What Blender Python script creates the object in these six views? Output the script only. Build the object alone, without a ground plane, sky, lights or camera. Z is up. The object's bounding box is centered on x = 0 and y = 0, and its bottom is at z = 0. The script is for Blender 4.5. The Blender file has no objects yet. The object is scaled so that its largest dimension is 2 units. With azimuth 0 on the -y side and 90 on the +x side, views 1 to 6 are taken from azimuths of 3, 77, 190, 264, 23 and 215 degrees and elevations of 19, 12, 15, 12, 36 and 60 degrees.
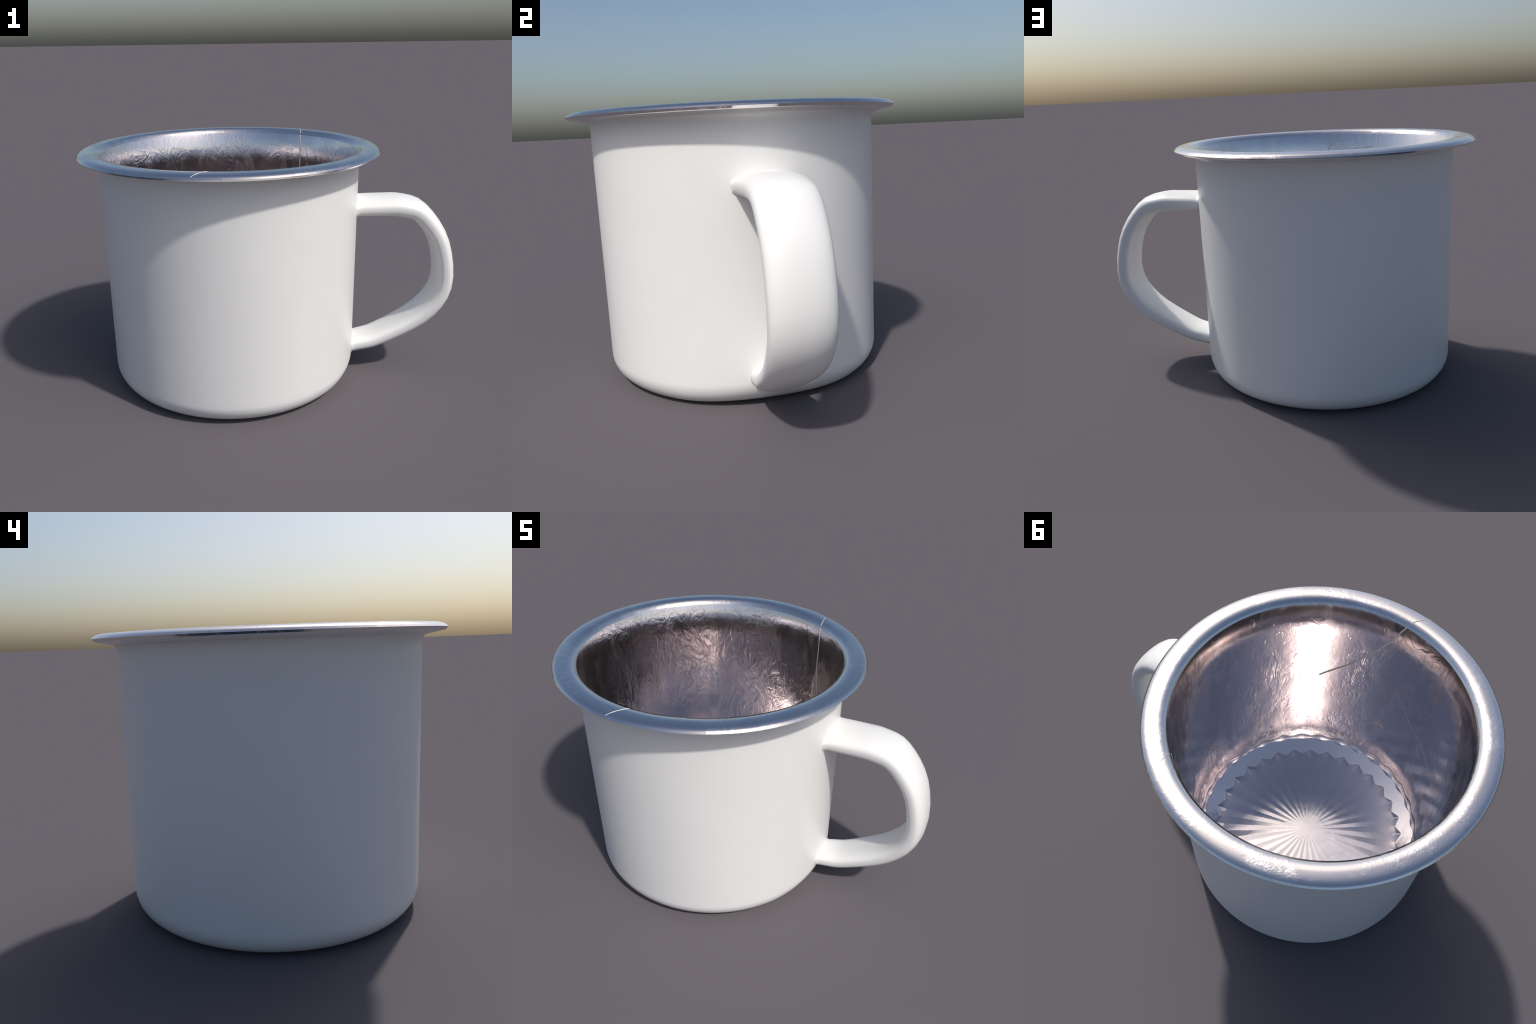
"""White enamelled steel mug with a bare metal rim and lining (procedural)."""
import bpy, math
import numpy as np
from mathutils import Vector, noise

# ------------------------------------------------------------------ sizes
CX = -0.2158                 # mug axis sits left of the frame centre, handle on +x
R_WALL = 0.677               # outer enamel wall
R_LINER = 0.6652             # inner metal wall
SEG = 384                    # segments round the axis
TEETH = 32                   # pleats pressed into the floor


# ------------------------------------------------------------------ helpers
def catmull(points, per_span=10):
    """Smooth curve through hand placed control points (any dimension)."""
    p = np.array(points, dtype=float)
    p = np.vstack([2 * p[0] - p[1], p, 2 * p[-1] - p[-2]])
    out = []
    for i in range(1, len(p) - 2):
        a, b, c, d = p[i - 1:i + 3]
        t = np.linspace(0, 1, per_span, endpoint=False)[:, None]
        out.append(0.5 * (2 * b + (c - a) * t + (2 * a - 5 * b + 4 * c - d) * t ** 2
                          + (3 * b - a - 3 * c + d) * t ** 3))
    out.append(p[-2][None])
    return np.vstack(out)


def grid_mesh(name, verts, rows, cols, close_cols=True, cap_first=False, cap_last=False, flip=False):
    """Mesh from a rows x cols lattice of vertices; columns wrap round."""
    faces = []
    last = cols if close_cols else cols - 1
    for i in range(rows - 1):
        for j in range(last):
            k = (j + 1) % cols
            faces.append((i * cols + j, i * cols + k, (i + 1) * cols + k, (i + 1) * cols + j))
    if cap_first:
        faces.append(tuple(range(cols))[::-1])
    if cap_last:
        faces.append(tuple((rows - 1) * cols + j for j in range(cols)))
    if flip:
        faces = [f[::-1] for f in faces]
    me = bpy.data.meshes.new(name)
    me.from_pydata([tuple(v) for v in verts], [], faces)
    me.validate()
    me.polygons.foreach_set("use_smooth", [True] * len(me.polygons))
    me.update()
    return me


def lathe(name, profile, seg=SEG):
    """Turn an (r, z) profile round the mug axis."""
    th = np.linspace(0, 2 * math.pi, seg, endpoint=False)
    pr = np.array(profile)
    v = np.stack([CX + pr[:, :1] * np.cos(th), pr[:, :1] * np.sin(th),
                  np.repeat(pr[:, 1:2], seg, 1)], -1).reshape(-1, 3)
    return grid_mesh(name, v, len(pr), seg, flip=True)


def add_part(name, me, material, parent):
    ob = bpy.data.objects.new(name, me)
    bpy.context.scene.collection.objects.link(ob)
    me.materials.append(material)
    ob.parent = parent
    return ob


# ------------------------------------------------------------------ materials
class Nodes:
    def __init__(self, name):
        self.mat = bpy.data.materials.new(name)
        self.mat.use_nodes = True
        self.t = self.mat.node_tree
        self.bsdf = self.t.nodes["Principled BSDF"]
        self.coord = self.t.nodes.new("ShaderNodeTexCoord").outputs["Object"]

    def link(self, a, b):
        self.t.links.new(a, b)

    def mapped(self, scale, loc=(0, 0, 0)):
        m = self.t.nodes.new("ShaderNodeMapping")
        m.inputs["Scale"].default_value = scale
        m.inputs["Location"].default_value = loc
        self.link(self.coord, m.inputs["Vector"])
        return m.outputs["Vector"]

    def noise(self, vec, scale, detail=6, rough=0.55, dist=0.0):
        n = self.t.nodes.new("ShaderNodeTexNoise")
        n.inputs["Scale"].default_value = scale
        n.inputs["Detail"].default_value = detail
        n.inputs["Roughness"].default_value = rough
        n.inputs["Distortion"].default_value = dist
        self.link(vec, n.inputs["Vector"])
        return n.outputs["Fac"]

    def ramp(self, fac, lo, hi, a=0.0, b=1.0):
        m = self.t.nodes.new("ShaderNodeMapRange")
        m.interpolation_type = 'SMOOTHSTEP'
        m.inputs["From Min"].default_value = lo
        m.inputs["From Max"].default_value = hi
        m.inputs["To Min"].default_value = a
        m.inputs["To Max"].default_value = b
        self.link(fac, m.inputs["Value"])
        return m.outputs["Result"]

    def math(self, op, a, b=None):
        m = self.t.nodes.new("ShaderNodeMath")
        m.operation = op
        for k, v in enumerate((a, b)):
            if v is None:
                continue
            if isinstance(v, (int, float)):
                m.inputs[k].default_value = v
            else:
                self.link(v, m.inputs[k])
        return m.outputs[0]

    def mix(self, fac, a, b):
        m = self.t.nodes.new("ShaderNodeMix")
        m.data_type = 'RGBA'
        self.link(fac, m.inputs[0])
        for k, v in ((6, a), (7, b)):
            if isinstance(v, tuple):
                m.inputs[k].default_value = (*v, 1)
            else:
                self.link(v, m.inputs[k])
        return m.outputs[2]

    def bump(self, height, strength, distance, normal=None):
        b = self.t.nodes.new("ShaderNodeBump")
        b.inputs["Strength"].default_value = strength
        b.inputs["Distance"].default_value = distance
        self.link(height, b.inputs["Height"])
        if normal is not None:
            self.link(normal, b.inputs["Normal"])
        return b.outputs["Normal"]


def enamel_material():
    n = Nodes("white_enamel")
    tone = n.ramp(n.noise(n.mapped((1, 1, 1)), 2.0, 3), 0.3, 0.7)
    n.link(n.mix(tone, (0.755, 0.755, 0.745), (0.775, 0.775, 0.765)), n.bsdf.inputs["Base Color"])
    n.bsdf.inputs["Roughness"].default_value = 0.34
    return n.mat


def liner_material():
    n = Nodes("crinkled_liner_metal")
    # dull deposits: ragged patches, longer along the height than across
    big = n.noise(n.mapped((1, 1, 0.55), (3.1, 0.7, 0.2)), 3.8, 9, 0.66, 0.4)
    sep = n.t.nodes.new("ShaderNodeSeparateXYZ")
    n.link(n.coord, sep.inputs[0])
    below_rim = n.ramp(sep.outputs["Z"], 1.0, 1.12, 1.0, 0.0)
    patch = n.math('MULTIPLY', n.ramp(big, 0.595, 0.625), below_rim)
    streak = n.noise(n.mapped((9, 9, 0.9)), 1.6, 5, 0.6, 0.2)
    stain = n.ramp(streak, 0.35, 0.75)
    steel = n.mix(stain, (0.83, 0.775, 0.78), (0.79, 0.725, 0.72))
    n.link(n.mix(patch, steel, (0.58, 0.525, 0.51)), n.bsdf.inputs["Base Color"])
    n.link(n.ramp(patch, 0, 1, 1.0, 0.95), n.bsdf.inputs["Metallic"])
    soft = n.ramp(n.noise(n.mapped((1, 1, 0.6)), 7, 6), 0.3, 0.7, 0.12, 0.18)
    smudge = n.ramp(n.noise(n.mapped((1, 1, 0.5), (8, 2, 1)), 5.5, 8, 0.68, 0.5), 0.53, 0.58)
    dull = n.math('ADD', n.math('MULTIPLY', patch, 0.18), n.math('MULTIPLY', smudge, 0.07))
    n.link(n.math('ADD', soft, dull), n.bsdf.inputs["Roughness"])
    # crinkles: distorted noise folds, strong only in some areas, plus run marks
    lean = n.math('MULTIPLY', sep.outputs["Y"], 0.10)      # the +y side is the battered one
    spots = n.math('ADD', n.noise(n.mapped((1, 1, 0.5), (1.3, 5.2, 0)), 2.8, 5), lean)
    where = n.ramp(spots, 0.44, 0.66, 0.12, 1.0)
    crinkle = n.noise(n.mapped((1, 1, 0.6)), 10, 4, 0.5, 2.0)
    fold = n.math('ABSOLUTE', n.math('SUBTRACT', crinkle, 0.5))
    crease = n.math('SQRT', n.math('MAXIMUM', fold, 0.0004))
    b1 = n.bump(n.math('MULTIPLY', crease, where), 0.20, 0.012)
    mid = n.noise(n.mapped((1, 1, 0.45), (0, 7, 3)), 32, 5, 0.6, 1.2)
    b2 = n.bump(n.math('MULTIPLY', mid, where), 0.24, 0.007, b1)
    runs = n.ramp(n.noise(n.mapped((34, 34, 1.1)), 1.0, 3, 0.6, 0.3), 0.55, 0.75)
    b3 = n.bump(n.math('MULTIPLY', runs, where), 0.08, 0.004, b2)
    b4 = n.bump(patch, 0.25, 0.002, b3)
    pits = n.ramp(n.noise(n.mapped((1, 1, 0.7), (4, 4, 1)), 38, 3, 0.6, 0.5), 0.62, 0.72)
    b5 = n.bump(pits, 0.13, 0.004, b4)
    n.link(b5, n.bsdf.inputs["Normal"])
    return n.mat


def floor_material():
    n = Nodes("pressed_floor_metal")
    tone = n.ramp(n.noise(n.mapped((1, 1, 1)), 6, 6), 0.3, 0.7)
    n.link(n.mix(tone, (0.86, 0.81, 0.805), (0.83, 0.775, 0.77)), n.bsdf.inputs["Base Color"])
    n.bsdf.inputs["Metallic"].default_value = 1.0
    n.link(n.ramp(n.noise(n.mapped((1, 1, 1)), 9, 5), 0.3, 0.7, 0.11, 0.16),
           n.bsdf.inputs["Roughness"])
    n.link(n.bump(n.noise(n.mapped((1, 1, 1)), 12, 2, 0.5, 0.6), 0.05, 0.01),
           n.bsdf.inputs["Normal"])
    return n.mat


def rim_material():
    n = Nodes("worn_rim_metal")
    worn = n.ramp(n.noise(n.mapped((1, 1, 1), (2, 0, 0)), 5, 8, 0.7), 0.47, 0.64)
    n.link(n.mix(worn, (0.77, 0.74, 0.735), (0.81, 0.78, 0.775)), n.bsdf.inputs["Base Color"])
    n.bsdf.inputs["Metallic"].default_value = 1.0
    n.link(n.math('ADD', n.math('MULTIPLY', worn, 0.09), 0.10), n.bsdf.inputs["Roughness"])
    nicks = n.noise(n.mapped((1, 1, 1)), 70, 5, 0.65, 0.8)
    pits = n.ramp(n.noise(n.mapped((1, 1, 1), (5, 1, 2)), 45, 4, 0.6, 0.3), 0.60, 0.74)
    b1 = n.bump(n.math('MULTIPLY', nicks, worn), 0.34, 0.003)
    n.link(n.bump(pits, 0.09, 0.003, b1), n.bsdf.inputs["Normal"])
    return n.mat


def scratch_material(name, dark, light):
    n = Nodes(name)
    tone = n.ramp(n.noise(n.mapped((1, 1, 1)), 30, 4), 0.3, 0.7)
    n.link(n.mix(tone, dark, light), n.bsdf.inputs["Base Color"])
    n.bsdf.inputs["Roughness"].default_value = 0.65
    return n.mat


# ------------------------------------------------------------------ profiles
LIP = catmull([(0.6680, 1.2500), (0.6715, 1.2590), (0.6765, 1.2655), (0.684, 1.2708), (0.698, 1.2742),
               (0.716, 1.2758), (0.737, 1.2763), (0.754, 1.2742), (0.769, 1.2690), (0.7785, 1.2620),
               (0.7838, 1.2558)], 8)
# softer section used only for the shading normals of the lip's polished top
LIP_SOFT = catmull([(0.6680, 1.2500), (0.6735, 1.2575), (0.6810, 1.2645), (0.690, 1.2698), (0.700, 1.2731),
                    (0.712, 1.2751), (0.725, 1.2758), (0.746, 1.2748), (0.762, 1.2722), (0.7745, 1.2668),
                    (0.7838, 1.2575)], 8)
LIP_EDGE = np.linspace((0.7838, 1.2558), (0.772, 1.2445), 4)    # bevelled, sharp at the tip
LIP_UNDER = catmull([(0.772, 1.2445), (0.742, 1.2385), (0.718, 1.2335), (0.700, 1.2300)], 5)

FLARE = catmull([(0.700, 1.2300), (0.6905, 1.2262), (0.6830, 1.2180), (0.6785, 1.2060),
                 (0.6770, 1.1900), (0.6770, 1.1600)], 6)
FOOT_R, FOOT_Z = 0.104, 0.108      # rounded bottom edge


def body_mesh():
    """Outer shell; the bottom edge is rounded more under the handle."""
    top = list(map(tuple, FLARE)) + [(R_WALL, z) for z in np.linspace(1.15, 0.14, 40)]
    foot = np.linspace(0, math.pi / 2, 24)
    base = np.linspace(1.0, 0.01, 12)[1:]
    th = np.linspace(0, 2 * math.pi, SEG, endpoint=False)
    off = np.abs((np.degrees(th) + 180) % 360 - 180)
    lift = np.where(off < 38, np.cos(off / 38 * math.pi / 2) ** 2, 0.0)
    fr, fz = FOOT_R + 0.048 * lift, FOOT_Z + 0.016 * lift
    rows = [(np.full(SEG, r), np.full(SEG, z)) for r, z in top]
    rows += [(R_WALL - fr + fr * math.cos(a), fz - fz * math.sin(a)) for a in foot]
    rows += [((R_WALL - fr) * k, np.zeros(SEG)) for k in base]
    v = np.stack([np.stack([CX + r * np.cos(th), r * np.sin(th), z], -1) for r, z in rows])
    return grid_mesh("body", v.reshape(-1, 3), len(rows), SEG, flip=True)


def liner_radius(z):
    """Inner wall: straight, opening only just below the lip."""
    d = max(0.0, z - 1.17) / 0.08
    return R_LINER + 0.0028 * d * d


def liner_tilt(z):
    """How far the lining's shading normal leans up towards the lip and the foot."""
    upper = 1.64 * max(0.0, z - 1.075)
    lower = 0.13 * min(1.0, max(0.0, (0.85 - z) / 0.65)) * min(1.0, max(0.0, (z - 0.14) / 0.06))
    return upper + lower


FOOT_IN = catmull([(0.6652, 0.305), (0.6644, 0.264), (0.6610, 0.222), (0.654, 0.188), (0.644, 0.160),
                   (0.632, 0.139), (0.619, 0.1245), (0.605, 0.1145), (0.590, 0.1060)], 10)


# ------------------------------------------------------------------ build
root = bpy.data.objects.new("enamel_mug", None)
root.location = (0, 0, 0)
bpy.context.scene.collection.objects.link(root)
root["label"] = "white enamel camping mug with worn metal rim and lining"
root["category"] = "mug"

enamel = enamel_material()
liner = liner_material()
floor_metal = floor_material()
rim_metal = rim_material()
wall_scratch = scratch_material("shade_lightened_scratch", (0.60, 0.56, 0.53), (0.68, 0.64, 0.61))  # same mark: grey lightened against the cup's shade, lip copy darkened against sun
lip_scratch = scratch_material("sun_darkened_scratch", (0.46, 0.44, 0.44), (0.54, 0.52, 0.52))

# body -------------------------------------------------------------
add_part("body", body_mesh(), enamel, root)

# rim --------------------------------------------------------------
rim_profile = np.vstack([LIP, LIP_EDGE[1:], LIP_UNDER[1:]])
rim_mesh = lathe("rim", rim_profile)


def profile_normals(p):
    t = np.gradient(np.asarray(p), axis=0)
    n = np.column_stack([-t[:, 1], t[:, 0]])
    return n / np.linalg.norm(n, axis=1)[:, None]


top_n = profile_normals(LIP_SOFT)
top_n = np.column_stack([np.interp(LIP[:, 0], LIP_SOFT[:, 0], top_n[:, k]) for k in (0, 1)])
under = rim_profile[len(LIP) - 1:]
under_n = profile_normals(under)
loop_normals = []
for poly in rim_mesh.polygons:
    on_top = min(v // SEG for v in poly.vertices) < len(LIP) - 1
    for v in poly.vertices:
        row, col = divmod(v, SEG)
        nr, nz = top_n[row] if on_top else under_n[row - len(LIP) + 1]
        a = 2 * math.pi * col / SEG
        loop_normals.append(Vector((nr * math.cos(a), nr * math.sin(a), nz)).normalized())
rim_mesh.normals_split_custom_set(loop_normals)
add_part("rim", rim_mesh, rim_metal, root)

# lining wall, with shallow dents and wrinkles in the mesh ----------
z_wall = np.linspace(1.2500, 0.305, 150)
wall_profile = [(liner_radius(z), z) for z in z_wall] + [tuple(p) for p in FOOT_IN[1:41]]
wall_profile[0] = (0.6680, 1.2500)


def wrinkled(profile, seg):
    th = np.linspace(0, 2 * math.pi, seg, endpoint=False)
    verts = []
    for r, z in profile:
        fade = min(1.0, max(0.0, (1.248 - z) / 0.03)) * min(1.0, max(0.0, (z - 0.10) / 0.12))
        for t in th:
            c, s = math.cos(t), math.sin(t)
            q = Vector((c * 0.65, s * 0.65, z * 0.5))
            area = noise.noise(q * 2.3 + Vector((4, 1, 2))) * 0.5 + 0.5
            d = noise.turbulence(q * 7.0, 3, False) - 0.5
            rr = r - fade * 0.0014 * d * area
            verts.append((CX + rr * c, rr * s, z))
    me = grid_mesh("interior_wall", verts, len(profile), seg)
    normals = []
    for v in me.vertices:
        n = v.normal.copy()
        inward = Vector((CX - v.co.x, -v.co.y, 0)).normalized()
        if n.dot(inward) < 0 and v.co.z > 0.3:
            n = -n
        n.z += liner_tilt(v.co.z)
        normals.append(n.normalized())
    me.normals_split_custom_set_from_vertices(normals)
    return me


add_part("interior_wall", wrinkled(wall_profile, 512), liner, root)


FLOOR_Z, RING_SLOPE = 0.0940, 0.40


# floor: pleated star meeting the rising foot in a zigzag ------------
def pleat(theta):
    x = (theta * TEETH / (2 * math.pi)) % 1.0
    tri = 4 * abs(x - 0.5) - 1.0             # +1 on the ridges, -1 in the folds
    return tri


def floor_mesh():
    seg = TEETH * 24
    th = np.linspace(0, 2 * math.pi, seg, endpoint=False)
    r_edge, z_edge = FOOT_IN[40]
    radii = np.concatenate([np.linspace(r_edge, 0.515, 110), np.linspace(0.515, 0.01, 70)[1:]])
    fr, fz = FOOT_IN[::-1, 0], FOOT_IN[::-1, 1]
    verts = []
    for r in radii:
        ripple = 0.0035 * min(1.0, max(0.0, (r_edge - r) / 0.03))
        ring = FLOOR_Z + RING_SLOPE * (r - 0.543) if r > 0.515 else -1.0
        edge = min(1.0, max(0.0, (r - 0.49) / 0.065))
        amp = 0.0010 * (r / 0.55) ** 1.3 + 0.0056 * edge * edge * (3 - 2 * edge)
        for t in th:
            c, sn = math.cos(t), math.sin(t)
            uneven = 1 + 0.6 * (1 - 0.7 * edge) * noise.noise(Vector((c * 5, sn * 5, r * 4)))
            z = FLOOR_Z + amp * uneven * pleat(t) + 0.0004 * noise.noise(Vector((c * r * 9, sn * r * 9, 3)))
            rf = r - ripple * math.cos(TEETH * t)
            foot = np.interp(rf, fr, fz) if rf > 0.585 else 0.0
            verts.append((CX + r * c, r * sn, max(z, ring, foot)))
    return grid_mesh("interior_floor", verts, len(radii), seg, cap_last=True)


add_part("interior_floor", floor_mesh(), floor_metal, root)


# handle -----------------------------------------------------------
def handle_mesh():
    # x, z of the bent strap's middle line, half thickness, half width
    spine = catmull([(0.432, 0.9530, 0.050, 0.132), (0.50, 0.9560, 0.052, 0.130),
                     (0.60, 0.9575, 0.054, 0.128), (0.695, 0.9540, 0.056, 0.126),
                     (0.8013, 0.9149, 0.054, 0.125), (0.9147, 0.7504, 0.0521, 0.1235),
                     (0.9474, 0.5097, 0.0521, 0.124), (0.8428, 0.3337, 0.051, 0.122),
                     (0.6149, 0.1905, 0.0465, 0.108), (0.50, 0.1515, 0.046, 0.099),
                     (0.432, 0.1360, 0.045, 0.092)], 4)
    spine[:, 0] += 0.0004 * np.clip((spine[:, 0] - 0.6) / 0.2, 0, 1)
    spine[:, 2] *= 0.95
    ring = 48
    fillet = 0.008
    tang = np.gradient(spine[:, :2], axis=0)
    tang /= np.linalg.norm(tang, axis=1)[:, None]
    verts = []
    for (x, z, a, b), (tx, tz) in zip(spine, tang):
        nx, nz = -tz, tx                      # points to the outside of the bend
        if nx * (x - 0.45) + nz * (z - 0.55) < 0:
            nx, nz = -nx, -nz
        for j in range(ring):
            f = 2 * math.pi * j / ring
            c, s = math.cos(f), math.sin(f)
            e = 2.3 if c > 0 else 3.0         # rounder outside, flatter inside
            cc = math.copysign(abs(c) ** (2 / e), c)
            ss = math.copysign(abs(s) ** (2 / e), s)
            px, py, pz = x + nx * a * cc, b * ss, z + nz * a * cc
            d = math.hypot(px - CX, py) - R_WALL
            if d < -0.006:                    # strap ends inside the wall thickness
                px = CX + math.sqrt((R_WALL - 0.006) ** 2 - py * py)
                d = -0.006
            if d < fillet:                    # flare out where it joins the wall
                k = min(1.0, 1 - d / fillet)
                grow = fillet * (1 - math.sqrt(max(0.0, 1 - k * k)))
                px += nx * grow * cc
                pz += nz * grow * cc
                py += grow * ss
            verts.append((px, py, pz))
    return grid_mesh("handle", verts, len(spine), ring)


add_part("handle", handle_mesh(), enamel, root)


# scratches: raised dull lines that follow the lip and the lining -----
def lip_height(r):
    return float(np.interp(r, LIP[:, 0], LIP[:, 1]))


def surface_point(angle, r, z):
    """Point and outward-facing normal on lip (r given) or lining (r None)."""
    t = math.radians(angle)
    if r is None:
        rr = liner_radius(z)
        slope = (liner_radius(z + 0.003) - liner_radius(z - 0.003)) / 0.006
        nr, nz = -1.0, slope
    else:
        rr, z = r, lip_height(r)
        slope = (lip_height(r + 0.003) - lip_height(r - 0.003)) / 0.006
        nr, nz = -slope, 1.0
    n = Vector((nr * math.cos(t), nr * math.sin(t), nz)).normalized()
    return Vector((CX + rr * math.cos(t), rr * math.sin(t), z)), n


def scratch(path, w_start, w_end, lift=0.0012):
    pts, nrm = [], []
    for angle, r, z in path:
        p, n = surface_point(angle, r, z)
        pts.append(p)
        nrm.append(n)
    sp = catmull([(*p, *n) for p, n in zip(pts, nrm)], 8)
    rows, verts = len(sp), []
    for i in range(rows):
        p, n = Vector(sp[i, :3]), Vector(sp[i, 3:]).normalized()
        t = (Vector(sp[min(i + 1, rows - 1), :3]) - Vector(sp[max(i - 1, 0), :3])).normalized()
        side = t.cross(n).normalized()
        w = w_start + (w_end - w_start) * i / (rows - 1)
        w *= 1 + 0.18 * noise.noise(p * 40)
        for j in range(8):
            a = 2 * math.pi * j / 8
            verts.append(p + side * (w * math.cos(a)) + n * (lift * (0.4 + math.sin(a))))
    me = grid_mesh("scratch", verts, rows, 8, cap_first=True, cap_last=True)
    return add_part("scratch", me, wall_scratch if path[0][1] is None else lip_scratch, root)


L = None
scratch([(-97.0, 0.775, 0), (-95.6, 0.752, 0), (-94.6, 0.730, 0), (-92.9, 0.695, 0), (-92.0, 0.672, 0)],
        0.0022, 0.0030)
scratch([(-91.8, L, 1.25), (-90.3, L, 1.215), (-87.8, L, 1.145), (-83.6, L, 1.055), (-79.1, L, 0.976),
         (-74.5, L, 0.898), (-69.6, L, 0.834), (-63.0, L, 0.770), (-56.9, L, 0.715)], 0.0034, 0.0058)
scratch([(59.0, 0.742, 0), (57.6, 0.715, 0), (55.6, 0.685, 0), (55.0, 0.672, 0)], 0.0016, 0.0020)
scratch([(54.9, L, 1.25), (54.7, L, 1.13), (55.0, L, 1.0), (53.9, L, 0.90), (52.6, L, 0.80)], 0.0028, 0.0034)
scratch([(-96.9, L, 1.11), (-101.7, L, 1.102), (-109.2, L, 1.12), (-116.2, L, 1.133), (-123.8, L, 1.161)],
        0.0009, 0.0009, 0.0006)
scratch([(-95.1, L, 0.797), (-100.8, L, 0.722), (-108.0, L, 0.64), (-121.0, L, 0.57), (-138.6, L, 0.486)],
        0.0007, 0.0009, 0.0006)
